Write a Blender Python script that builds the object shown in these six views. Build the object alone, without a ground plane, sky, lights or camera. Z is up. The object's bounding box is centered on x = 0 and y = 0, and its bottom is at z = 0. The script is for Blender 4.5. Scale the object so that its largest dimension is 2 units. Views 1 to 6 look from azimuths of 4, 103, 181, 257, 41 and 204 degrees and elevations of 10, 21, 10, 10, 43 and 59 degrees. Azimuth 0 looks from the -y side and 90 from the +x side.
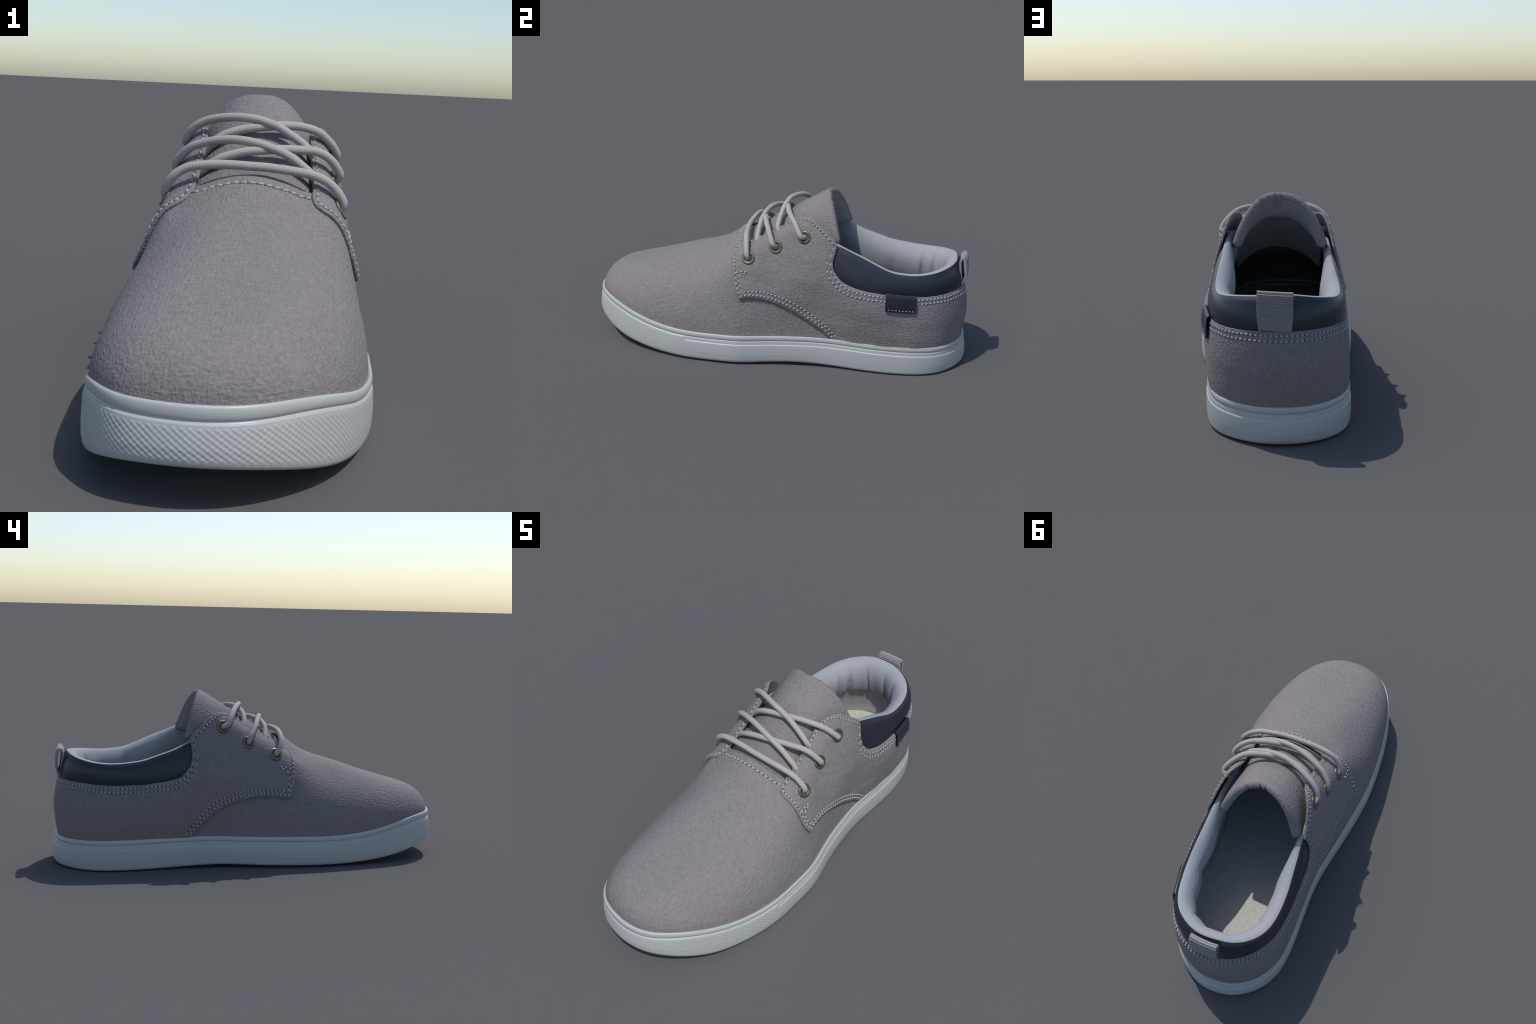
import math, numpy as np
# ---------------------------------------------------------------- last (the foot-shaped form)
# stations from toe tip (0) to heel back (16): welt points of the right / left side and the ridge
WELT_R = [(.06,-.962),(.147,-.912),(.230,-.820),(.302,-.672),(.350,-.450),(.354,-.280),(.345,-.130),(.307,.020),
          (.275,.200),(.262,.350),(.264,.520),(.256,.680),(.225,.810),(.160,.900),(.060,.960)]
WELT_L = [(-.13,-.962),(-.200,-.930),(-.263,-.850),(-.322,-.681),(-.350,-.450),(-.354,-.280),(-.341,-.130),(-.324,.020),
          (-.300,.200),(-.291,.350),(-.297,.520),(-.303,.680),(-.285,.800),(-.230,.890),(-.140,.953)]
TOE, HEEL = (-.038,-.975), (-.038,.973)
WELT_Z = [(-1.1,.238),(-.975,.236),(-.90,.234),(-.80,.220),(-.66,.187),(-.54,.165),(-.40,.153),(-.20,.151),(.0,.152),(.25,.156),(.40,.154),
          (.60,.150),(.80,.148),(.96,.142),(1.1,.14)]
RIDGE = [(-.04,-.800,.382),(-.04,-.785,.387),(-.04,-.750,.397),(-.04,-.690,.412),(-.03,-.585,.448),(-.02,-.430,.500),
         (-.01,-.280,.554),(.0,-.130,.644),(.0,.050,.735),(-.01,.220,.860),(-.015,.360,.950),(-.02,.480,1.0),
         (-.025,.570,1.0),(-.03,.620,1.0),(-.03,.645,1.0),(-.03,.660,1.0),(-.03,.665,1.0)]
def superell(n, m):
    a = np.linspace(0, math.pi/2, 9)
    return np.stack([np.cos(a)**(2/n), np.sin(a)**(2/m)], 1)
SEC_TOE = superell(2.1, 1.75)
SEC_VAMP = superell(2.25, 1.95)
SEC_QUARTER = np.array([(1,0),(.97,.14),(.92,.3),(.87,.47),(.79,.68),(.69,.83),(.53,.905),(.27,.973),(0,1)])
SEC_SIDE = np.array([(1,0),(1.015,.1),(1.01,.22),(.98,.33),(.93,.44),(.85,.56),(.6,.75),(.3,.92),(0,1)])
SEC_BACK = np.array([(1,0),(1.045,.1),(1.06,.2),(1.03,.3),(.935,.42),(.81,.56),(.6,.75),(.3,.92),(0,1)])
SEC_KEYS = [(0,SEC_TOE),(3.5,SEC_TOE),(5.2,SEC_VAMP),(7,SEC_QUARTER),(9.4,SEC_QUARTER),(11.5,SEC_SIDE),(13.2,SEC_SIDE),(16,SEC_BACK)]
# local fullness: (station, q, spread along, spread up, metres out)
FULL = [(9.2,.36,1.1,.16,.020),(8.3,.25,.8,.12,.006),(9.9,.36,1.7,.14,.014),(23.0,.36,1.0,.16,.018),(22.2,.31,1.5,.14,.013),(3.4,.66,1.2,.16,.011),
        (6.9,.70,.8,.16,-.010),(25.2,.74,.7,.13,-.010),(5.6,.62,.9,.16,-.005),(26.6,.62,1.0,.16,-.006),(18.8,.38,2.3,.2,-.016),(10.7,.24,1.0,.12,.012),(22.4,.16,1.1,.12,.010),(16.,.39,3.6,.08,-.007),(10.8,.27,.8,.12,.007),(12.2,.33,.7,.15,-.006),
        (24.8,.30,1.6,.18,.009),(4.5,.15,1.5,.2,-.005)]
def natural(xs, ys):
    xs = np.asarray(xs,float); ys = np.asarray(ys,float); n = len(xs); h = np.diff(xs)
    A = np.eye(n); b = np.zeros_like(ys)
    for i in range(1,n-1):
        A[i,i-1]=h[i-1]; A[i,i]=2*(h[i-1]+h[i]); A[i,i+1]=h[i]
        b[i]=6*((ys[i+1]-ys[i])/h[i]-(ys[i]-ys[i-1])/h[i-1])
    M = np.linalg.solve(A,b)
    def f(x):
        x=np.clip(np.asarray(x,float),xs[0],xs[-1]); i=np.clip(np.searchsorted(xs,x)-1,0,n-2)
        t=x-xs[i]; hh=h[i]; s=hh-t
        if ys.ndim>1: t=t[...,None]; hh=hh[...,None]; s=s[...,None]
        return (M[i]*s**3+M[i+1]*t**3)/(6*hh)+(ys[i]/hh-M[i]*hh/6)*s+(ys[i+1]/hh-M[i+1]*hh/6)*t
    return f
_loop = [TOE]+WELT_R+[HEEL]+WELT_L[::-1]
_ext = np.array(_loop[-6:]+_loop+_loop[:7])
_welt = natural(np.arange(-6,39), _ext)
_wz = natural([p[0] for p in WELT_Z],[p[1] for p in WELT_Z])
_rid = np.array(RIDGE); _ridext = np.concatenate([_rid[1:5][::-1],_rid,_rid[-5:-1][::-1]])
_ridge = natural(np.arange(-4,21), _ridext)
_sks = np.array([k for k,_ in SEC_KEYS],float); _skv = np.array([s for _,s in SEC_KEYS])
def _sec_at(t):
    i = np.clip(np.searchsorted(_sks,t,side='right')-1,0,len(_sks)-2)
    f = np.clip((t-_sks[i])/(_sks[i+1]-_sks[i]),0,1); f = f*f*(3-2*f)
    return _skv[i]+(_skv[i+1]-_skv[i])*f[...,None,None]
def crom(C, q):
    """Catmull-Rom through 9 control points, C[...,9,2], q in 0..1"""
    s = np.clip(q,0,1)*8; i = np.clip(s.astype(int),0,7); f=(s-i)[...,None]
    E = np.concatenate([2*C[...,:1,:]-C[...,1:2,:], C, np.stack([-C[...,7,0],C[...,7,1]],-1)[...,None,:]],-2)
    g = lambda k: np.take_along_axis(E,(i+k)[...,None,None],-2)[...,0,:]
    p0,p1,p2,p3=g(0),g(1),g(2),g(3)
    return .5*(2*p1+(p2-p0)*f+(2*p0-5*p1+4*p2-p3)*f*f+(3*p1-p0-3*p2+p3)*f**3)
def welt(u):
    u=np.asarray(u,float)%32; xy=_welt(u); return np.concatenate([xy,_wz(xy[...,1])[...,None]],-1)
def form(u, q):
    """point on the last: u runs 0 toe, 16 heel, 32 toe again (right side first); q 0 welt .. 1 ridge"""
    u,q=np.broadcast_arrays(np.asarray(u,float)%32,np.asarray(q,float))
    t=np.where(u>16,32-u,u); B=welt(u); T=_ridge(t); C=crom(_sec_at(t),q); x=C[...,0]; z=C[...,1]
    m=.32*np.clip((7-t)/3,0,1)          # the ridge keeps its slope where the toe sections fan out
    P=T+(B-T)*x[...,None]
    P[...,2]=B[...,2]+(T[...,2]-B[...,2])*z+.25*np.minimum(q,0)+m*(B[...,1]-T[...,1])*x*np.clip(1-x,0,1)**2
    dh=B[...,:2]-T[...,:2]; dh=dh/np.maximum(np.linalg.norm(dh,axis=-1,keepdims=True),1e-6); a=np.clip(q,0,1)*math.pi/2
    for uc,qc,su,sq,am in FULL:
        g=am*np.exp(-((u-uc)/su)**2-((q-qc)/sq)**2)
        P[...,:2]+=dh*(g*np.cos(a))[...,None]; P[...,2]+=g*np.sin(a)
    return P
def normal(u,q):
    e=.02; qa=np.clip(np.asarray(q,float),0,1)
    du=form(np.asarray(u)+e,qa)-form(np.asarray(u)-e,qa); q1=np.minimum(qa+.004,1);q0=np.maximum(qa-.004,0)
    dq=form(u,q1)-form(u,q0); n=np.cross(du,dq); l=np.linalg.norm(n,axis=-1,keepdims=True)
    return n/np.maximum(l,1e-12)
def surf(u,q,off=0.):
    return form(u,q)+normal(u,q)*np.asarray(off)[...,None] if np.ndim(off) else form(u,q)+normal(u,q)*off
def q_of_z(u,z):
    u=np.asarray(u,float); z=np.asarray(z,float); u,z=np.broadcast_arrays(u,z)
    lo=np.zeros(u.shape); hi=np.full(u.shape,.97)
    for _ in range(30):
        m=(lo+hi)/2; zz=form(u,m)[...,2]; lo=np.where(zz<z,m,lo); hi=np.where(zz<z,hi,m)
    return (lo+hi)/2
# ---------------------------------------------------------------- scene helpers
import bpy, bmesh
from mathutils import Vector
from mathutils.geometry import delaunay_2d_cdt
for o in list(bpy.data.objects): bpy.data.objects.remove(o, do_unlink=True)
rng = np.random.default_rng(7)
root = bpy.data.objects.new("shoe", None); bpy.context.scene.collection.objects.link(root)
root["label"] = "grey canvas low lace-up shoe with white rubber sole"; root["category"] = "shoe"

def mesh_object(name, verts, faces, mats, parent=root, mat_index=None, smooth=True, sharp=None):
    me = bpy.data.meshes.new(name)
    me.from_pydata([tuple(map(float,v)) for v in verts], [], [tuple(map(int,f)) for f in faces])
    for m in (mats if isinstance(mats,(list,tuple)) else [mats]): me.materials.append(m)
    if mat_index is not None: me.polygons.foreach_set("material_index", np.asarray(mat_index,dtype=np.int32))
    me.polygons.foreach_set("use_smooth", np.full(len(me.polygons), smooth))
    if sharp: me.set_sharp_from_angle(angle=math.radians(sharp))
    me.validate(); me.update()
    ob = bpy.data.objects.new(name, me); bpy.context.scene.collection.objects.link(ob); ob.parent = parent
    return ob
def grid_faces(n, m, wrap_i=False, wrap_j=False, base=0, flip=False):
    I = np.arange(n if wrap_i else n-1); J = np.arange(m if wrap_j else m-1)
    I,J = np.meshgrid(I,J,indexing='ij'); I=I.ravel(); J=J.ravel(); I2=(I+1)%n; J2=(J+1)%m
    F = np.stack([I*m+J, I2*m+J, I2*m+J2, I*m+J2],1)+base
    return F[:,::-1] if flip else F
def smoothstep(a,b,x):
    f=np.clip((np.asarray(x,float)-a)/(b-a),0,1); return f*f*(3-2*f)
def lerp_keys(keys, x):
    k=np.array(keys,float); return np.interp(x,k[:,0],k[:,1])
def spline_keys(keys, x):
    k=np.array(keys,float); return natural(k[:,0],k[:,1])(x)
def catmull(P, step, closed=False):
    """dense polyline through P with roughly the given spacing (centripetal-ish)"""
    P=np.asarray(P,float); n=len(P); out=[]
    rngi = range(n if closed else n-1)
    for i in rngi:
        if closed: a,b,c,d=P[(i-1)%n],P[i],P[(i+1)%n],P[(i+2)%n]
        else:
            b,c=P[i],P[i+1]; a=P[i-1] if i>0 else 2*b-c; d=P[i+2] if i+2<n else 2*c-b
        L=np.linalg.norm(c-b); k=max(2,int(math.ceil(L/step))); f=np.arange(k)/k; f=f[:,None]
        # tangents scaled to segment length
        tb=(c-a)/max(np.linalg.norm(b-a)+L,1e-9)*L; tc=(d-b)/max(np.linalg.norm(d-c)+L,1e-9)*L
        out.append((2*f**3-3*f**2+1)*b+(f**3-2*f**2+f)*tb+(-2*f**3+3*f**2)*c+(f**3-f**2)*tc)
    if not closed: out.append(P[-1:])
    return np.concatenate(out)
def resample(P, step=None, n=None):
    P=np.asarray(P,float); d=np.r_[0,np.cumsum(np.linalg.norm(np.diff(P,axis=0),axis=1))]
    n=n or max(2,int(round(d[-1]/step))+1); s=np.linspace(0,d[-1],n)
    return np.stack([np.interp(s,d,P[:,k]) for k in range(P.shape[1])],1)

# ---------------------------------------------------------------- materials
class Nodes:
    def __init__(self,name):
        self.m=bpy.data.materials.new(name); self.m.use_nodes=True; self.t=self.m.node_tree; self.n=self.t.nodes
        self.b=self.n["Principled BSDF"]; self.co=self.n.new("ShaderNodeTexCoord").outputs["Object"]
    def new(self,kind,**kw):
        n=self.n.new(kind)
        for k,v in kw.items():
            if k in n.inputs: self.put(n.inputs[k],v)
            else: setattr(n,k,v)
        return n
    def put(self,s,v):
        if hasattr(v,'links'): self.t.links.new(v,s)
        else: s.default_value=v
    def math(self,op,a,b=0.):
        n=self.n.new("ShaderNodeMath"); n.operation=op; self.put(n.inputs[0],a); self.put(n.inputs[1],b); return n.outputs[0]
    def noise(self,scale,detail=2.,rough=.5,vec=None,out="Fac"):
        n=self.new("ShaderNodeTexNoise",Scale=scale,Detail=detail,Roughness=rough); self.put(n.inputs["Vector"],vec or self.co)
        return n.outputs[out]
    def vmath(self,op,a,b):
        n=self.n.new("ShaderNodeVectorMath"); n.operation=op; self.put(n.inputs[0],a); self.put(n.inputs[1],b); return n.outputs[0]
    def xyz(self,v):
        n=self.n.new("ShaderNodeSeparateXYZ"); self.put(n.inputs[0],v); return n.outputs
    def ramp(self,fac,stops):
        n=self.n.new("ShaderNodeValToRGB"); self.put(n.inputs[0],fac); e=n.color_ramp.elements
        while len(e)<len(stops): e.new(.5)
        for s,(p,c) in zip(e,stops): s.position=p; s.color=(*c,1)
        return n.outputs[0]
    def bump(self,h,dist,strength=1.,normal=None):
        n=self.new("ShaderNodeBump",Height=h,Distance=dist,Strength=strength)
        if normal: self.put(n.inputs["Normal"],normal)
        return n.outputs[0]
    def wob(self,amount,scale):
        """object coordinates wobbled by noise, so that woven rows are not ruler-straight"""
        d=self.vmath('SUBTRACT',self.noise(scale,1.,out="Color"),(.5,.5,.5))
        s=self.n.new("ShaderNodeVectorMath"); s.operation='SCALE'; self.put(s.inputs[0],d); s.inputs["Scale"].default_value=amount
        return self.vmath('ADD',self.co,s.outputs[0])
    def set(self,**kw):
        for k,v in kw.items(): self.put(self.b.inputs[k.replace('_',' ')],v)
        return self.m
def mul(c,f): return tuple(x*f for x in c)

FABRIC=(.206,.186,.187)
def fabric(name, col, k=520., depth=.0012, mott=.22, seed=0):
    """plain weave of slubby yarns: streaks along each axis crossing one another, over a faint regular grid"""
    N=Nodes(name); v=N.wob(.008,28.); x,y,z=N.xyz(v)
    s=None
    for a in (x,y,z):
        w=N.math('SINE',N.math('MULTIPLY',a,k)); s=w if s is None else N.math('ADD',s,w)
    weave=N.math('MULTIPLY_ADD',s,.17); weave.node.inputs[2].default_value=.5
    yarn=None
    for sc in ((26.,150.,150.),(150.,26.,150.),(150.,150.,26.)):
        w=N.noise(1.,2.,.5,vec=N.vmath('MULTIPLY',v,sc)); yarn=w if yarn is None else N.math('ADD',yarn,w)
    yarn=N.math('MULTIPLY',yarn,1/3.); grain=N.noise(210.,2.,.6); slub=N.noise(70.,2.,.55)
    h=N.math('ADD',N.math('MULTIPLY',weave,.28),N.math('ADD',N.math('MULTIPLY',yarn,2.5),N.math('MULTIPLY',slub,.9)))
    f=N.math('ADD',N.math('MULTIPLY',yarn,.75),N.math('MULTIPLY',grain,.25))
    c=N.ramp(f,[(.36,mul(col,1-mott)),(.5,col),(.64,mul(col,1+mott))])
    return N.set(Base_Color=c,Roughness=.92,Normal=N.bump(h,depth*2.05),Sheen_Weight=.0,Specular_IOR_Level=.2)
M_FABRIC=fabric("grey_canvas",FABRIC)
M_TONGUE=M_FABRIC
def lining_mat(name,col):
    N=Nodes(name); v=N.wob(.006,30.); x,y,z=N.xyz(v)
    d=N.math('SINE',N.math('MULTIPLY',N.math('ADD',N.math('ADD',y,N.math('MULTIPLY',x,.6)),N.math('MULTIPLY',z,1.25)),400.))
    e=N.math('SINE',N.math('MULTIPLY',N.math('SUBTRACT',y,N.math('MULTIPLY',z,.9)),520.))
    h=N.math('ADD',N.math('MULTIPLY',d,.19),N.math('ADD',N.math('MULTIPLY',e,.07),N.math('MULTIPLY',N.noise(220.,2.),.5)))
    f=N.math('MULTIPLY_ADD',d,.18); f.node.inputs[2].default_value=.5
    c=N.ramp(f,[(.2,mul(col,.93)),(.8,mul(col,1.05))])
    return N.set(Base_Color=c,Roughness=.85,Normal=N.bump(h,.0016),Specular_IOR_Level=.2)
M_LINING=lining_mat("pale_blue_grey_lining",(.315,.324,.343))
M_INNER=lining_mat("inner_backing",(.30,.315,.345))
def plain(name,col,rough,bumpscale=None,depth=.0004,mott=.04,**kw):
    N=Nodes(name); g=N.noise(bumpscale or 60.,3.)
    c=N.ramp(g,[(.3,mul(col,1-mott)),(.7,mul(col,1+mott))])
    return N.set(Base_Color=c,Roughness=rough,Normal=N.bump(g,depth),**kw)
M_RUBBER=plain("white_rubber",(.42,.427,.417),.42,90.,.0003,.015)
M_NAVY=plain("navy_leather",(.013,.017,.027),.36,160.,.0004,.06)
M_INSOLE=fabric("cream_insole",(.45,.445,.415),k=480.,depth=.0014,mott=.16)
M_THREAD=plain("grey_thread",(.335,.347,.36),.7,900.,.0006,.1)
M_WHITE_THREAD=plain("white_thread",(.65,.67,.70),.7,900.,.0006,.1)
M_HOLE_SHADE=plain("needle_hole",(.07,.07,.075),.95,200.,.0003,.1)
M_LACE=plain("beige_grey_lace",(.37,.335,.315),.85,420.,.0008,.10)
M_RIB=plain("ribbed_tape",(.27,.245,.25),.9,380.,.0008,.14)
def brass_mat():
    N=Nodes("aged_brass"); g=N.noise(120.,4.,.6)
    c=N.ramp(g,[(.3,(.085,.075,.05)),(.5,(.15,.135,.095)),(.72,(.25,.225,.155))])
    return N.set(Base_Color=c,Roughness=.42,Metallic=.75,Normal=N.bump(g,.0008))
M_BRASS=brass_mat()

# ---------------------------------------------------------------- sole
ZB=[(-1.1,.115),(-1.0,.103),(-.9,.077),(-.8,.050),(-.7,.031),(-.6,.018),(-.5,.010),(-.4,.006),(-.2,.005),(0,.008),(.165,.013),(.3,.009),(.5,.002),(.75,0.),(.9,.0005),(1.0,.003),(1.1,.005)]
OUT=[(0,.0235),(3,.016),(5,.016),(7,.017),(9,.014),(11,.009),(13,.010),(14.5,.018),(16,.028),(17.5,.020),(19,.011),(21,.011),(22,.008),(23.5,.008),(25,.013),(28,.015),(29,.017),(32,.0235)]
TOE_END=5.22      # station where the textured toe band stops
def build_sole():
    # columns: fine in the toe zone for the diamond relief
    ufine=np.linspace(0,32,6401); w=welt(ufine); dl=np.linalg.norm(np.diff(w,axis=0),axis=1); A=np.r_[0,np.cumsum(dl)]
    aR=np.interp(TOE_END,ufine,A); aL=np.interp(32-TOE_END,ufine,A); tot=A[-1]
    e=.0015
    cols=np.concatenate([np.arange(0,aR-e,.003),[aR-e,aR+e],np.linspace(aR+.01,aL-.01,210),[aL-e,aL+e],np.arange(aL+.003,tot-.001,.003)])
    u=np.interp(cols,A,ufine); W=welt(u); t=welt(u+.03)-welt(u-.03); n=np.stack([t[:,1],-t[:,0]],1); n/=np.linalg.norm(n,axis=1,keepdims=True)
    # fillet normals a little so that offset rows stay even
    o=lerp_keys(OUT,u); k=41; ker=np.hanning(k+2)[1:-1]; ker/=ker.sum()
    o=spline_keys(OUT,u)
    zj=W[:,2]; yo=W[:,1]+n[:,1]*o; zb=spline_keys(ZB,yo)
    toe=((u<TOE_END)|(u>32-TOE_END)).astype(float)
    hb=.0215+.007*np.exp(-(np.minimum(u,32-u)/3.)**2)
    s=np.where(cols>tot/2,cols-tot,cols)
    rows=[]
    def row(off,z,dia=0.): rows.append((off,z,dia))
    ob=.55*o+.001          # the bead stands back from the wall below it
    row(-.020+0*o,zj-.025); row(-.012+0*o,zj-.010); row(-.004+0*o,zj+.0005); row(.001+.1*ob,zj+.0032); row(.5*ob,zj+.0038); row(ob-.0030,zj+.0022)
    row(ob-.0010,zj-.0022); row(ob+0,zj-.35*hb); row(ob+.0003,zj-.58*hb); row(ob-.0006,zj-.82*hb); row(ob-.0018,zj-.96*hb); row(ob-.0042,zj-1.02*hb); row(ob-.0042,zj-1.10*hb); row(ob-.0010,zj-1.16*hb); row(ob,zj-1.30*hb)
    zl=zj-hb-.023+.013*toe; step=.0022*(1-toe)*np.ones_like(o)
    oc=.75*ob+.25*o; row(oc-.0012,zl+.004); row(oc-.0010,zl+.0012); row(oc-.0002+step*.5,zl+.0002); row(oc+step,zl-.0012); row(oc+.08*(o-oc)+step,zl-.004)
    z0=zl-.004; z1=zb+.020; m=40
    for k in range(1,m+1):
        f=k/m; row(oc+(o-oc)*(.08+.92*min(1,f*1.5)**.8)+.0008*math.sin(math.pi*f)-.001*f+step*(1-f), z0+(z1-z0)*f, min(1,k/2,(m-k)/2))
    row(.9*o-.0005,zb+.012); row(.86*o-.003,zb+.005); row(.7*o-.008,zb+.0015); row(-.02+0*o,zb+.0005); row(-.06+0*o,zb+.0)
    P=np.zeros((len(u),len(rows),3))
    for j,(off,z,dia) in enumerate(rows):
        rel=0
        if dia:
            a=math.pi*2/.0175; b=math.pi*2/.0140
            rel=(.0006*dia*np.cos(a*s)*np.cos(b*z)+.0004*dia+.00038*dia*np.cos(a*s+b*z))*toe
            rel=rel-.0013*min(1,dia)*(np.exp(-((cols-aR)/.0024)**2)+np.exp(-((cols-aL)/.0024)**2))
        d=off+rel
        P[:,j,0]=W[:,0]+n[:,0]*d; P[:,j,1]=W[:,1]+n[:,1]*d; P[:,j,2]=z
    V=P.reshape(-1,3); nr=len(rows); F=list(grid_faces(len(u),nr,wrap_i=True,flip=True))
    # closed underside: strips joining right and left edges
    V=list(V); nc=len(u); half=nc//2
    last=[i*nr+nr-1 for i in range(nc)]
    for i in range(half):
        a,b=last[i],last[i+1]; c,d=last[(nc-1-i)%nc],last[(nc-i)%nc] if i>0 else last[0]
        f=[a,b,c,d] if i>0 else [a,b,c]
        f=list(dict.fromkeys(f))
        if len(f)>2: F.append(f)
    return mesh_object("sole",V,F,M_RUBBER,sharp=None)
sole=build_sole()

# ---------------------------------------------------------------- vamp (toe part)
def build_vamp():
    nq=150; w=np.linspace(-1,1,2*nq+1); q=1-np.abs(w); q=1-np.abs(w)
    # sweep across the foot: right welt -> ridge -> left welt
    qq=np.concatenate([np.linspace(-.05,.9985,nq),np.linspace(.9985,-.05,nq)])
    right=np.r_[np.ones(nq,bool),np.zeros(nq,bool)]
    tend=lerp_keys([(-.05,10.7),(0,10.7),(.1,10.2),(.2,9.6),(.32,8.7),(.42,7.9),(.6,7.35),(.72,7.12),(.80,6.92),(.9,6.86),(1.,6.84)],qq)
    ni=170; f=np.linspace(0,1,ni)**1.0
    T=.0+f[:,None]*tend[None,:]
    U=np.where(right[None,:],T,32-T); Q=np.broadcast_to(qq[None,:],T.shape)
    lift=(.002+.005*smoothstep(.8,1.,Q))*smoothstep(1.0,.0,(tend[None,:]-T))*smoothstep(.6,.85,Q)
    off=lift-.004*smoothstep(6.6,7.4,T)*smoothstep(.8,.7,Q)-.004*smoothstep(9.,10.,T)
    # two shallow walking creases' worth of unevenness
    P0=form(U,Q); off=off+.0016*np.sin(P0[...,0]*9+P0[...,1]*7)*np.sin(P0[...,1]*11-P0[...,0]*5)*smoothstep(.6,2.5,T)
    Nn=normal(U,np.minimum(np.clip(Q,0,1),.985-.10*smoothstep(2.8,.5,T))); O=P0+Nn*off[...,None]; I=P0+Nn*(off-.014)[...,None]
    # rounded free edge
    mid=P0[-1]+Nn[-1]*(off[-1]-.007)[:,None]; tang=P0[-1]-P0[-2]; tang/=np.linalg.norm(tang,axis=1,keepdims=True)
    mid=mid+tang*.004
    m=2*nq; V=np.concatenate([O.reshape(-1,3),mid,I[::-1].reshape(-1,3)])
    F=grid_faces(2*ni+1,m)
    ob=mesh_object("vamp",V,F,M_FABRIC)
    bm=bmesh.new(); bm.from_mesh(ob.data); bmesh.ops.remove_doubles(bm,verts=bm.verts,dist=2e-5); bm.to_mesh(ob.data); bm.free()
    return ob
vamp=build_vamp()

# ---------------------------------------------------------------- quarters (wrap round the heel)
_uf=np.linspace(0,32,3201); _wf=form(_uf,np.full(3201,.2)); _Af=np.r_[0,np.cumsum(np.linalg.norm(np.diff(_wf[:,:2],axis=0),axis=1))]
QS=.62
def to_ab(p): p=np.asarray(p,float); return np.stack([np.interp(p[...,0],_uf,_Af),p[...,1]*QS],-1)
def to_uq(p): p=np.asarray(p,float); return np.interp(p[...,0],_Af,_uf),p[...,1]/QS
FRONT_R=[(7.02,.320),(6.92,.365),(6.83,.42),(6.75,.51),(6.69,.61),(6.66,.69),(6.70,.742),(6.86,.764),(7.15,.760),(7.65,.758),(8.0,.757),(8.35,.757),(8.55,.752),(8.72,.728),(8.9,.686),(9.1,.637),(9.4,.565),(9.68,.520),(9.90,.498),(9.99,.478)]
SEAM_Z=[(10.25,.476),(10.6,.453),(10.95,.441),(11.3,.434),(11.85,.427),(12.7,.423),(13.85,.426),(14.6,.429),(15.75,.431),(17.0,.430),(18.0,.427),(19.0,.422),(19.85,.419),(20.5,.422),(20.95,.428),(21.35,.437),(21.75,.455)]
_sz=np.array(SEAM_Z)
COLLAR_SEAM=[(9.99,.478),(9.95,.45),(9.90,.415),(9.93,.385),(10.04,.364)]+list(zip(_sz[:,0],q_of_z(_sz[:,0],_sz[:,1])))+[(21.95,.350),(22.08,.373),(22.13,.41),(22.11,.45),(22.04,.474)]
FRONT_L=[(22.04,.474),(22.3,.500),(22.55,.541),(22.85,.612),(23.05,.67),(23.25,.722),(23.45,.753),(23.65,.766),(24.0,.774),(24.4,.778),(24.85,.780),(25.12,.775),(25.3,.748),(25.38,.70),(25.4,.63),(25.39,.49),(25.31,.41),(25.16,.316)]
ARC_L=[(25.16,.316),(24.8,.311),(24.35,.296),(23.9,.265),(23.5,.226),(23.05,.171),(22.7,.118),(22.35,.052),(22.1,0.),(21.95,-.05)]
BOTTOM=[(21.95,-.05),(20,-.05),(18,-.05),(16,-.05),(14,-.05),(12,-.05),(10.1,-.05)]
ARC_R=[(10.1,-.05),(9.95,0.),(9.55,.065),(9.1,.122),(8.7,.180),(8.25,.238),(7.85,.283),(7.35,.315),(7.02,.320)]
SIDES={k:catmull(to_ab(v),.006) for k,v in dict(front_r=FRONT_R,seam=COLLAR_SEAM,front_l=FRONT_L,arc_l=ARC_L,bottom=BOTTOM,arc_r=ARC_R).items()}
def quarter_offset(u,q):
    t=np.where(u>16,32-u,u)
    base=.011-.008*smoothstep(9.3,12.5,t)
    base=.003+(base-.003)*smoothstep(-.02,.12,q)
    return base+.013*np.exp(-((u-25.2)/.35)**2-((q-.32)/.07)**2)+.004*np.exp(-((u-7.)/.35)**2-((q-.32)/.07)**2)
def inside(P,poly):
    x,y=P[:,0],P[:,1]; r=np.zeros(len(P),bool); X=poly; Y=np.roll(poly,-1,0)
    for (x0,y0),(x1,y1) in zip(X,Y):
        c=((y0>y)!=(y1>y)); 
        if y0!=y1: r^=c&(x<(x1-x0)*(y-y0)/(y1-y0)+x0)
    return r
def dist_to(P,poly,chunk=2000):
    out=[]
    for i in range(0,len(P),chunk): out.append(np.sqrt(((P[i:i+chunk,None]-poly[None])**2).sum(-1).min(1)))
    return np.concatenate(out)
def inset(curve,d):
    """offset a polyline to its left"""
    t=np.gradient(curve,axis=0); t/=np.maximum(np.linalg.norm(t,axis=1,keepdims=True),1e-9)
    return curve+np.stack([t[:,1],-t[:,0]],1)*d      # the outline runs clockwise seen from outside
OUTLINE=np.concatenate([SIDES[k][:-1] for k in ('front_r','seam','front_l','arc_l','bottom','arc_r')])
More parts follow.
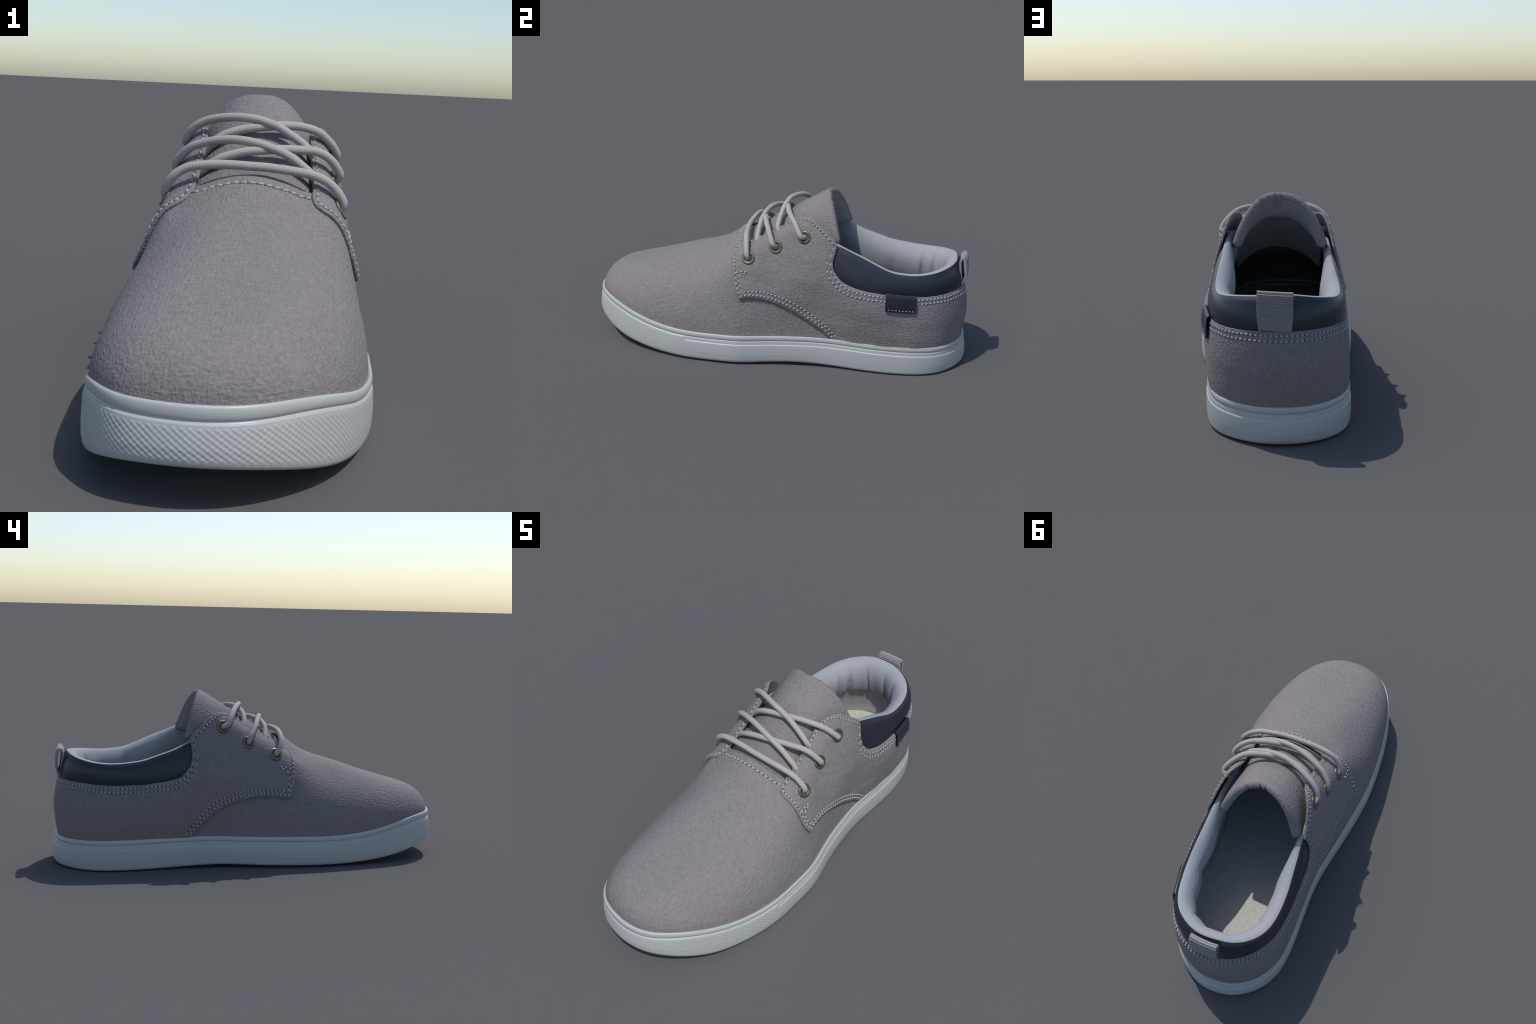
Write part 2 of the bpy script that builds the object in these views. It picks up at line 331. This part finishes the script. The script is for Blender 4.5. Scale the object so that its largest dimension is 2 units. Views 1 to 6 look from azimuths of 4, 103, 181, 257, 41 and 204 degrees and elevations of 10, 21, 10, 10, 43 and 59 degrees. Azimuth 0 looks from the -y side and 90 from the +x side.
def stitch_rows():
    rows=[]
    keep=lambda c,d: c[dist_to(c,OUTLINE)>d*.93]
    def clipq(c): return c[c[:,1]>.004]
    chain=np.concatenate([SIDES['arc_r'][:-1],SIDES['front_r'][:-1],SIDES['seam'][:-1],SIDES['front_l'][:-1],SIDES['arc_l']])
    rows.append(clipq(keep(inset(chain,.0125),.0125)))
    rows.append(clipq(keep(inset(SIDES['arc_r'],.027),.027))); rows.append(clipq(keep(inset(SIDES['arc_l'],.027),.027)))
    rows.append(keep(inset(SIDES['seam'][8:-8],.029),.029))
    for line in ([(6.84,.492),(7.08,.486),(7.27,.474)],[(7.24,.468),(7.1,.468),(6.97,.452),(7.04,.40),(7.14,.362)],
                 [(25.30,.520),(25.1,.512),(24.86,.498)],[(24.9,.492),(25.06,.490),(25.18,.476),(25.17,.42),(25.08,.362)]):
        rows.append(catmull(to_ab(line),.004))
    return rows
ROWS=stitch_rows()
def build_quarter():
    bound=resample(np.concatenate([OUTLINE,OUTLINE[:1]]),step=.0065)[:-1]
    pts=[bound]; 
    for d in (.0035,.0085):
        r=inset(np.concatenate([bound[-3:],bound,bound[:3]]),d)[3:-3]; dd=dist_to(r,OUTLINE); pts.append(r[(dd>d*.9)&inside(r,bound)])
    g=.0095; lo=bound.min(0); hi=bound.max(0); X,Y=np.meshgrid(np.arange(lo[0],hi[0],g),np.arange(lo[1],hi[1],g*.866)); X=X+(np.arange(X.shape[0])%2)[:,None]*g/2
    G=np.stack([X.ravel(),Y.ravel()],1); G=G[inside(G,bound)]; G=G[dist_to(G,OUTLINE)>.0125]; pts.append(G)
    allp=np.concatenate(pts); nb=len(bound)
    res=delaunay_2d_cdt([Vector((float(a),float(b))) for a,b in allp],[],[list(range(nb))],1,1e-6)
    V2=np.array([tuple(v) for v in res[0]]); F=[list(f) for f in res[2]]
    area=sum((V2[f[1],0]-V2[f[0],0])*(V2[f[2],1]-V2[f[0],1])-(V2[f[2],0]-V2[f[0],0])*(V2[f[1],1]-V2[f[0],1]) for f in F[:200])
    u,q=to_uq(V2); d=dist_to(V2,OUTLINE); th=.0095
    roundoff=th*.55*(1-np.sqrt(np.clip(1-(1-np.clip(d/.0085,0,1))**2,0,1)))
    groove=np.zeros(len(V2))
    for r in ROWS: 
        groove=np.maximum(groove,np.exp(-(dist_to(V2,r)/.007)**2))
    P0=form(u,q); Nn=normal(u,np.clip(q,0,.97))
    t=np.where(u>16,32-u,u)
    lump=.0012*np.sin(P0[:,1]*23+P0[:,2]*31)*np.sin(P0[:,2]*27-P0[:,1]*17)
    off=quarter_offset(u,q)-roundoff-.0010*groove+lump
    top=P0+Nn*off[:,None]; bot=P0+Nn*(quarter_offset(u,q)-th-.003)[:,None]
    n=len(V2); ud=(1 if area>0 else -1)
    faces=[]; count={}
    for f in F:
        if ud<0: f=f[::-1]
        faces.append(f)
        for a,b in zip(f,f[1:]+f[:1]): count[(a,b)]=1
    # (u right, q up) seen from outside runs clockwise or not: fix by comparing with the normal
    f=faces[len(faces)//2]; nn=np.cross(top[f[1]]-top[f[0]],top[f[2]]-top[f[0]])
    if nn@Nn[f[0]]<0: faces=[x[::-1] for x in faces]; count={(b,a):1 for a,b in count}
    mats=[0]*len(faces); allf=list(faces)
    allf+=[[x+n for x in f[::-1]] for f in faces]; mats+=[1]*len(faces)
    for (a,b) in count:
        if (b,a) not in count: allf.append([b,a,a+n,b+n]); mats.append(0)
    return mesh_object("quarter",np.concatenate([top,bot]),allf,[M_FABRIC,M_INNER],mat_index=mats)
quarter=build_quarter()

# ---------------------------------------------------------------- collar and lining
RIM_Z=[(8.0,.69),(9.0,.675),(9.95,.652),(10.1,.643),(10.3,.630),(10.6,.610),(10.9,.589),(11.2,.567),(11.45,.550),(11.7,.538),(12.0,.531),(12.5,.528),(13.1,.533),(13.7,.540),(14.4,.549),(15.2,.556),(15.9,.559),(16.7,.557),(17.4,.546),(18.0,.536),(18.6,.527),(19.2,.522),(19.85,.522),(20.3,.528),(20.8,.542),(21.1,.559),(21.4,.575),(21.7,.594),(21.95,.614),(22.15,.628),(23.,.655),(24.,.68)]
def seam_q(u): return q_of_z(u,spline_keys([(8.,.53),(9.6,.50),(10.0,.49)]+SEAM_Z+[(22.1,.47),(22.5,.48),(24.,.5)],u)-.012)
def rim_q(u): return q_of_z(u,spline_keys(RIM_Z,u))
def build_collar():
    u=np.linspace(9.55,22.45,420); qs=seam_q(u); qr=rim_q(u); m=28; v=np.linspace(0,1,m)
    Q=qs[:,None]+(qr-qs)[:,None]*v; U=np.broadcast_to(u[:,None],Q.shape)
    e=np.minimum(smoothstep(9.7,10.5,u),smoothstep(22.4,21.6,u))[:,None]
    b=np.sin(math.pi*np.clip(v*.93+.04,0,1))**.6
    off=-.010+(.0160*b)*(.30+.70*e)-.003*smoothstep(.85,1,v)
    P=surf(U,Q,off)
    return mesh_object("collar",P.reshape(-1,3),grid_faces(len(u),m),M_NAVY)
collar=build_collar()
CREASES=[(14.1,.9,.12),(15.3,.6,.10),(16.9,.8,.12),(18.3,1.,.13),(19.2,.8,.12),(11.6,.6,.18),(20.6,.5,.18)]
def build_lining():
    u=np.linspace(7.2,24.8,620); qr=rim_q(np.clip(u,8.6,23.4))
    pad=np.minimum(.62+.38*smoothstep(9.3,11.,u),.40+.60*smoothstep(22.8,20.8,u))
    path=np.array([(-.02,-.011),(.000,-.010),(.003,-.014),(.006,-.026),(.001,-.046),(-.02,-.070),(-.06,-.090),(-.12,-.099),(-.20,-.093),(-.28,-.072),(-.36,-.056),(-.46,-.042),(-.53,-.036)])
    d=catmull(path,.006); m=len(d)
    DQ,OF=d[:,0],d[:,1]
    Q=np.maximum(qr[:,None]+DQ,-.03); U=np.broadcast_to(u[:,None],Q.shape)
    off=-.011+(OF+.011)*pad[:,None]
    depth=np.clip(-DQ/.12,0,1)*np.clip((.42+DQ)/.2,0,1)
    for uc,a,wd in CREASES: off=off+(.017*a*np.exp(-((u-uc)/(1.5*wd))**2))[:,None]*depth
    off=off+.0025*np.sin(u*5.1)[:,None]*depth
    P=form(U,Q)+normal(U,np.clip(Q,0,.97))*off[...,None]
    return mesh_object("lining",P.reshape(-1,3),grid_faces(len(u),m),M_LINING)
lining=build_lining()
def build_insole():
    t=np.linspace(.15,15.9,140); n=31; f=np.linspace(0,1,n)
    def side(u):
        W=welt(u); tg=welt(u+.05)-welt(u-.05); nn=np.stack([tg[:,1],-tg[:,0]],1); nn/=np.linalg.norm(nn,axis=1,keepdims=True)
        return W[:,:2]-nn*.026
    R,L=side(t),side(32-t); XY=R[:,None]+(L-R)[:,None]*f[None,:,None]
    x=2*f-1; z=.156+.016*np.abs(x)**3
    z=z+.03*smoothstep(-.5,-.95,XY[...,1])
    P=np.concatenate([XY,z[...,None]],-1); B=P-np.array([0,0,.014])
    V=np.concatenate([P.reshape(-1,3),B.reshape(-1,3)]); k=len(t)*n
    F=list(grid_faces(len(t),n))+list(grid_faces(len(t),n,base=k,flip=True))
    ring=[i*n for i in range(len(t))]+[(len(t)-1)*n+j for j in range(1,n)]+[i*n+n-1 for i in range(len(t)-2,-1,-1)]+[j for j in range(n-2,0,-1)]
    F=[list(x) for x in F]+[[a,b,b+k,a+k] for a,b in zip(ring,ring[1:]+ring[:1])]
    return mesh_object("insole",V,F,M_INSOLE)
insole=build_insole()

# ---------------------------------------------------------------- tongue
def build_tongue():
    # centre line, half width, drop of the sides, forward lean of the sides
    s=np.linspace(0,1,70)
    C=natural([0,.15,.4,.7,1.],[(.0,-.26,.545),(.0,-.165,.606),(.0,.0,.703),(-.008,.13,.784),(-.018,.252,.857)])(s)
    hw=lerp_keys([(0,.20),(.4,.205),(.7,.20),(1,.195)],s); drop=lerp_keys([(0,.10),(.2,.095),(.4,.115),(.7,.16),(1,.205)],s); pw=lerp_keys([(0,2.2),(.4,2.3),(1,2.9)],s)
    lean=lerp_keys([(0,.0),(.5,.02),(1,.086)],s)
    x=np.linspace(-1,1,81)
    X=C[:,None,0]+hw[:,None]*np.where(x<0,x*1.06,x); ax=np.abs(x)[None]**pw[:,None]
    Z=C[:,None,2]-drop[:,None]*ax; Y=C[:,None,1]+lean[:,None]*np.abs(x)[None]**1.9
    O=np.stack([X,Y,Z],-1)
    du=np.gradient(O,axis=0); dx=np.gradient(O,axis=1); N=np.cross(dx,du); N/=np.linalg.norm(N,axis=-1,keepdims=True)
    N*=np.sign(N[35,40,2])
    th=(.013+.021*smoothstep(.5,.95,s))[:,None]*(1+.25*np.abs(x)**4)+.034*np.exp(-((s-.74)/.17)**2)[:,None]*np.clip(1-np.abs(x)**3,0,1)
    fold=np.zeros_like(x)
    for xc,a in ((-.06,.5),(.08,.55),(.46,.5)): fold+=a*np.exp(-((x-xc)/.035)**2)
    th=th*(1-.55*fold*smoothstep(.75,1.,s)[:,None])
    # soft padded swell
    O=O+N*(.004*np.sin(x*7+1)*np.sin(s*8)[:,None]*.4)[...,None]
    I=O-N*th[...,None]
    # side edges: fold outer and inner toward each other
    rows=[O[i] for i in range(len(s))]
    T=O[-1]-O[-2]; T/=np.linalg.norm(T,axis=-1,keepdims=True); t1=th[-1]
    for a in np.linspace(0,math.pi,9)[1:-1]:
        rows.append(O[-1]-N[-1]*(t1*.5*(1-math.cos(a)))[:,None]+T*(t1*.42*math.sin(a))[:,None])
    rows+= [I[i] for i in range(len(s)-1,-1,-1)]
    R=np.array(rows); n,m=R.shape[:2]; F=[list(f) for f in grid_faces(n,m,flip=True)]
    # close the long sides with a rounded strip
    V=list(R.reshape(-1,3)); half=len(s); 
    for j,sg in ((0,-1),(m-1,1)):
        top=[i*m+j for i in range(n)]
        pair=[(top[i],top[n-1-i]) for i in range(n//2)]
        mids=[]
        for i,(a,b) in enumerate(pair):
            ii=min(i,len(s)-1); dirv=dx[ii,j]/np.linalg.norm(dx[ii,j])*sg
            V.append((np.array(V[a])+np.array(V[b]))/2+dirv*.35*np.linalg.norm(np.array(V[a])-np.array(V[b]))); mids.append(len(V)-1)
        for i in range(len(pair)-1):
            (a,b),(a2,b2)=pair[i],pair[i+1]; c,c2=mids[i],mids[i+1]
            q1=[a,a2,c2,c]; q2=[c,c2,b2,b]
            if sg<0: q1=q1[::-1]; q2=q2[::-1]
            F+= [q1[::-1],q2[::-1]] if False else [q1,q2]
        a,b=pair[-1]; mid=top[n//2]; F.append([a,mid,b,mids[-1]] if sg>0 else [mids[-1],b,mid,a])
    k=(len(s)+4-1)
    mi=[]
    for f in F: mi.append(1 if (max(f)<n*m and min(f)//m>=len(s)+6) else 0)
    ob=mesh_object("tongue",V,F,[M_TONGUE,M_LINING],mat_index=mi)
    bm=bmesh.new(); bm.from_mesh(ob.data); bmesh.ops.recalc_face_normals(bm,faces=bm.faces); bm.to_mesh(ob.data); bm.free()
    return ob
tongue=build_tongue()

# ---------------------------------------------------------------- swept tubes, stitches
def frames(P):
    T=np.gradient(P,axis=0); T/=np.linalg.norm(T,axis=1,keepdims=True); n=np.zeros_like(P)
    a=np.array([0,0,1.]) if abs(T[0,2])<.9 else np.array([1.,0,0]); v=a-T[0]*(a@T[0]); n[0]=v/np.linalg.norm(v)
    for i in range(1,len(P)): v=n[i-1]-T[i]*(n[i-1]@T[i]); n[i]=v/np.linalg.norm(v)
    return T,n,np.cross(T,n)
def braided_lace(points, r=.0128):
    P=resample(catmull(points,.004),step=.0016); T,n,b=frames(P); s=np.arange(len(P))*.0016; k=48; th=np.arange(k)*2*math.pi/k
    S,TH=np.meshgrid(s,th,indexing='ij')
    w=np.sin(7*TH+S*2*math.pi/.0125)*np.sin(7*TH-S*2*math.pi/.0125)
    rr=r*(1+.035*w)
    V=P[:,None]+(np.cos(TH)*rr)[...,None]*n[:,None]+(np.sin(TH)*rr)[...,None]*b[:,None]
    F=[list(f) for f in grid_faces(len(P),k,wrap_j=True,flip=False)]; N=len(P)*k
    F+= [list(range(k))[::1], list(range(N-k,N))[::-1]]
    ob=mesh_object("lace",V.reshape(-1,3),F,M_LACE)
    bm=bmesh.new(); bm.from_mesh(ob.data); bmesh.ops.recalc_face_normals(bm,faces=bm.faces); bm.to_mesh(ob.data); bm.free()
    return ob
EYE=[(7.25,.570),(8.09,.570),(8.88,.545),(24.75,.580),(23.90,.573),(23.18,.580)]
def at(u,q,off): u=np.array(u,float); return surf(u,np.array(q,float),off)
def eye_in(i): u,q=EYE[i]; return [tuple(at(u,q,.004)),tuple(at(u,q,-.025))]
def under(u,q): return [tuple(at(u,q,-.020)),]
eR1,eR2,eR3,eL1,eL2,eL3=[eye_in(i) for i in range(6)]
LACES=[
 eL1[::-1]+[(-.252,-.111,.580),(-.230,-.127,.619),(-.192,-.131,.646),(-.146,-.135,.657),(-.1,-.137,.662),(-.053,-.138,.663),(-.007,-.139,.662),(.038,-.138,.661),(.084,-.135,.657),(.129,-.130,.652),(.174,-.124,.644),(.217,-.113,.624),(.249,-.104,.592),(.262,-.098,.566)]+eR1,
 eL2[::-1]+[(-.247,.035,.645),(-.226,.017,.674),(-.198,.000,.698),(-.166,-.012,.711),(-.130,-.025,.721),(-.093,-.037,.727),(-.056,-.048,.729),(-.020,-.056,.726),(.014,-.062,.720),(.047,-.066,.711),(.081,-.068,.699),(.111,-.068,.683),(.139,-.068,.663),(.166,-.067,.641),(.187,-.065,.614),tuple(at(7.45,.60,-.022))],
 [tuple(at(24.45,.60,-.022)),(-.192,-.045,.600),(-.166,-.056,.626),(-.136,-.064,.651),(-.101,-.071,.674),(-.063,-.071,.688),(-.024,-.069,.698),(.016,-.063,.703),(.055,-.053,.707),(.095,-.043,.709),(.135,-.031,.708),(.175,-.017,.705),(.211,.000,.688),(.238,.018,.657),(.248,.032,.632)]+eR2,
 eL3[::-1]+[(-.237,.148,.708),(-.222,.131,.738),(-.197,.117,.760),(-.166,.104,.775),(-.133,.089,.784),(-.099,.076,.789),(-.066,.064,.791),(-.033,.055,.790),(-.001,.050,.786),(.029,.046,.778),(.060,.042,.767),(.086,.040,.752),(.114,.037,.735),(.141,.035,.715),(.163,.036,.692),tuple(at(8.2,.60,-.022))],
 [tuple(at(23.75,.60,-.022)),(-.176,.060,.668),(-.153,.052,.697),(-.125,.045,.724),(-.091,.042,.743),(-.056,.044,.754),(-.019,.047,.762),(.018,.053,.767),(.055,.062,.772),(.093,.073,.773),(.130,.085,.770),(.167,.103,.760),(.199,.128,.738),(.224,.150,.710),(.236,.170,.682)]+eR3]
for L in LACES: braided_lace(L)

def eyelet(i):
    u,q=EYE[i]; c=at(u,q,0.); n=normal(np.array(u),np.array(q)); c=c+n*quarter_offset(np.array(u),np.array(q))
    x=np.cross(n,(0,0,1.)); x/=np.linalg.norm(x); y=np.cross(n,x)
    prof=[(.0335,-.006),(.0343,-.001),(.0325,.0025),(.0280,.0040),(.0225,.0036),(.0195,.0020),(.0178,-.002),(.0172,-.014)]
    k=48; th=np.arange(k)*2*math.pi/k; V=[]
    for a in th:
        d=math.cos(a)*x+math.sin(a)*y
        for r,h in prof: V.append(c+d*r+n*h)
    F=[list(f) for f in grid_faces(k,len(prof),wrap_i=True)]; mi=[0]*len(F)
    b=len(V); 
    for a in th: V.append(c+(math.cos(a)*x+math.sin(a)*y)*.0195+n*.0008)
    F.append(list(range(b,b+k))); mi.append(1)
    ob=mesh_object("eyelet",V,F,[M_BRASS,M_HOLE_SHADE],mat_index=mi)
    bm=bmesh.new(); bm.from_mesh(ob.data); bmesh.ops.recalc_face_normals(bm,faces=bm.faces); bm.to_mesh(ob.data); bm.free()
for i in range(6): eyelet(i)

class Pile:
    def __init__(s): s.V=[]; s.F=[]; s.M=[]; s.n=0
    def add(s,V,F,m):
        s.V.append(V); s.F+= [[x+s.n for x in f] for f in F]; s.M+=[m]*len(F); s.n+=len(V)
def thread(pile,c,t,n,length,r,mat=0,sink=.3):
    """one sewn stitch: a fat little capsule that dives into the cloth at both ends"""
    b=np.cross(n,t); k=8; seg=9; V=[]
    for i in range(seg):
        f=-1+2*i/(seg-1); rr=r*math.sqrt(max(1-abs(f)**4,.02)); h=-sink*r*2.2*f*f
        for j in range(k):
            a=2*math.pi*j/k; V.append(c+t*(f*length/2)+n*(h+rr*.8*math.sin(a))+b*(rr*math.cos(a)))
    F=[list(f) for f in grid_faces(seg,k,wrap_j=True)]+[list(range(k))[::-1],list(range((seg-1)*k,seg*k))]
    pile.add(np.array(V),F,mat)
def hole_shade_disc(pile,c,n,t,r):  # dark disc laid on the cloth; shade of a needle hole given as colour
    b=np.cross(n,t); k=8; V=[c+n*.0006]
    for j in range(k): a=2*math.pi*j/k; V.append(c+t*(r*.8*math.cos(a))+b*(r*math.sin(a))-n*.0005)
    pile.add(np.array(V),[[0,1+j,1+(j+1)%k] for j in range(k)],1)
def sew(pile,ab,period=.0205,length=.0150,r=.0037):
    d=np.linalg.norm(np.diff(ab,axis=0),axis=1); cuts=np.where(d>.02)[0]; parts=np.split(ab,cuts+1)
    for part in parts:
        if len(part)<3: continue
        L=np.linalg.norm(np.diff(part,axis=0),axis=1).sum(); 
        k=max(1,int(L/period)); P=resample(part,n=2*k+1)
        u,q=to_uq(P); S=form(u,q); N=normal(u,np.clip(q,0,.97)); off=quarter_offset(u,q)-.0008+.0012*np.sin(S[:,1]*23+S[:,2]*31)*np.sin(S[:,2]*27-S[:,1]*17); S=S+N*off[:,None]
        for i in range(k):
            a,c,b=S[2*i],S[2*i+1],S[2*i+2]; t=b-a; lt=np.linalg.norm(t); 
            if lt<1e-6: continue
            t=t/lt; n=N[2*i+1]; n=n-t*(n@t); n/=np.linalg.norm(n)
            sd=np.cross(n,t); t2=t+sd*(.14+.06*rng.standard_normal()); t2/=np.linalg.norm(t2)
            thread(pile,c+n*.0014,t2,n,min(length,lt*.78)*(1+.07*rng.standard_normal()),r)
            hole_shade_disc(pile,a+N[2*i]*.0008,N[2*i],t,.0050)
pile=Pile()
for r in ROWS: sew(pile,r)
# vamp edge row, just in front of the edge
def vamp_row():
    q=np.linspace(.76,.99,60); t=lerp_keys([(.72,7.12),(.80,6.92),(.9,6.86),(1.,6.84)],q)-.17
    uu=np.r_[t,32-t[::-1]]; qq=np.r_[q,q[::-1]]
    P=form(uu,qq)+normal(uu,np.clip(qq,0,.985))*(.002+.006*smoothstep(.8,1.,qq))[:,None]; return resample(P,step=.0118)
vr=vamp_row(); vt=np.gradient(vr,axis=0); vt/=np.linalg.norm(vt,axis=1,keepdims=True)
for i in range(1,len(vr)-1):
    n=np.cross(vt[i],np.array([0,1.,0])); n=n if n[2]>0 else -n; n=n-vt[i]*(n@vt[i]); n/=np.linalg.norm(n); n=n-.35*np.array([0,1.,0]); n=n-vt[i]*(n@vt[i]); n/=np.linalg.norm(n)
    if i%2: thread(pile,vr[i]+n*.0012,vt[i]+.25*np.cross(n,vt[i]),n,.017,.0042)
    else: hole_shade_disc(pile,vr[i]+n*.0006,n,vt[i],.0055)
st=mesh_object("stitching",np.concatenate(pile.V),pile.F,[M_THREAD,M_HOLE_SHADE],mat_index=pile.M); st["kind"]="stuff"
bm=bmesh.new(); bm.from_mesh(st.data); bmesh.ops.recalc_face_normals(bm,faces=bm.faces); bm.to_mesh(st.data); bm.free()

# ---------------------------------------------------------------- pull tab at the heel
def ribbon(name, mid, th, width_fn, mat, nw, rib=None, step=.0012, parent=root):
    """mid: polyline of (out, up) pairs; width_fn maps (across 0..1, out, up) to a point"""
    P=resample(catmull(mid,.003),step=step); t=np.gradient(P,axis=0); t/=np.linalg.norm(t,axis=1,keepdims=True); n=np.stack([t[:,1],-t[:,0]],1)
    s=np.arange(len(P))*step; r=np.zeros(len(P)) if rib is None else rib[1]*np.sin(2*math.pi*s/rib[0])
    endr=np.minimum(1,np.minimum(s,s[-1]-s)/(th*.6))**.5
    A=P+n*((th/2+r)*np.maximum(endr,.05))[:,None]; B=P-n*((th/2+(0 if rib is None else r*.5))*np.maximum(endr,.05))[:,None]
    loop=np.concatenate([A,B[::-1]]); m=len(loop); f=np.linspace(0,1,nw); V=[]
    for k,a in enumerate(f):
        for o,z in loop: V.append(width_fn(a,o,z))
    F=[list(x) for x in grid_faces(nw,m,wrap_j=True)]; h=len(P)
    for base in (0,(nw-1)*m):
        for i in range(h-1): F.append([base+i,base+i+1,base+m-2-i,base+m-1-i])
    ob=mesh_object(name,V,F,mat,parent=parent,sharp=50)
    bm=bmesh.new(); bm.from_mesh(ob.data); bmesh.ops.recalc_face_normals(bm,faces=bm.faces); bm.to_mesh(ob.data); bm.free()
    return ob
def heel_place(a,o,z):
    x=.050+(-.083-.050)*a; taper=1-.10*smoothstep(.50,.42,z); x=-.017+(x+.017)*taper
    return (x, o-.9*(x+.03)**2-.02*0, z-.02*(.5-a)*-.3)
ribbon("pull_tab",[(.948,.412),(.9615,.432),(.974,.462),(.9785,.500),(.976,.535),(.971,.560),(.964,.572),(.955,.571),(.949,.556),(.950,.53),(.955,.49),(.960,.455),(.958,.43)],.0085,heel_place,M_RIB,24,rib=(.0088,.0023))

# ---------------------------------------------------------------- side tag
def tag_place(a,o,q):
    u=np.array(11.50+1.02*a); q=q-.004*math.sin(a*math.pi)*0-.012*a+.010*a
    return tuple(at(u,np.array(q),o))
TAG=[(.000,.378),(.012,.386),(.022,.384),(.027,.370),(.026,.345),(.022,.310),(.016,.266)]
def build_tag():
    # profile in (offset, q): folded leather, outer leaf, then inner leaf back up
    out=np.array([(.003,.374),(.009,.383),(.0155,.380),(.0185,.368),(.0185,.345),(.0165,.305),(.0130,.264)]); inn=np.array([(.0080,.264),(.0080,.300),(.0072,.335),(.0050,.358)])
    sc=QS; o2=catmull(out*[1,sc],.002); i2=catmull(inn*[1,sc],.002)
    ob1=None; V=[];F=[]
    def leaf(line,th):
        P=line; t=np.gradient(P,axis=0); t/=np.linalg.norm(t,axis=1,keepdims=True); n=np.stack([-t[:,1],t[:,0]],1)
        A=P+n*th/2; B=P-n*th/2; loop=np.concatenate([A,B[::-1]]); m=len(loop); nw=28; base=len(V)
        for a in np.linspace(0,1,nw):
            for o,z in loop: V.append(tag_place(a,o,z/sc))
        F.extend([[x+base for x in f] for f in grid_faces(nw,m,wrap_j=True)])
        h=len(P)
        for b0 in (0,(nw-1)*m):
            for i in range(h-1): F.append([base+b0+i,base+b0+i+1,base+b0+m-2-i,base+b0+m-1-i])
    leaf(o2,.0050); leaf(i2,.0045)
    ob=mesh_object("side_tag",V,F,M_NAVY,sharp=50)
    bm=bmesh.new(); bm.from_mesh(ob.data); bmesh.ops.recalc_face_normals(bm,faces=bm.faces); bm.to_mesh(ob.data); bm.free()
    p2=Pile(); k=8
    for i in range(k):
        a=.05+.90*(i+.5)/k; c=np.array(tag_place(a,.0160,.277)); c2=np.array(tag_place(a+.02,.0160,.277)); t=c2-c; t/=np.linalg.norm(t); n=normal(np.array(11.5+1.02*a),np.array(.27)); n=n-t*(n@t); n/=np.linalg.norm(n)
        thread(p2,c,t,n,.011,.0019)
    s2=mesh_object("tag_stitching",np.concatenate(p2.V),p2.F,M_WHITE_THREAD,parent=ob); s2["kind"]="stuff"
    bm=bmesh.new(); bm.from_mesh(s2.data); bmesh.ops.recalc_face_normals(bm,faces=bm.faces); bm.to_mesh(s2.data); bm.free()
build_tag()
for me in bpy.data.meshes: me.update()
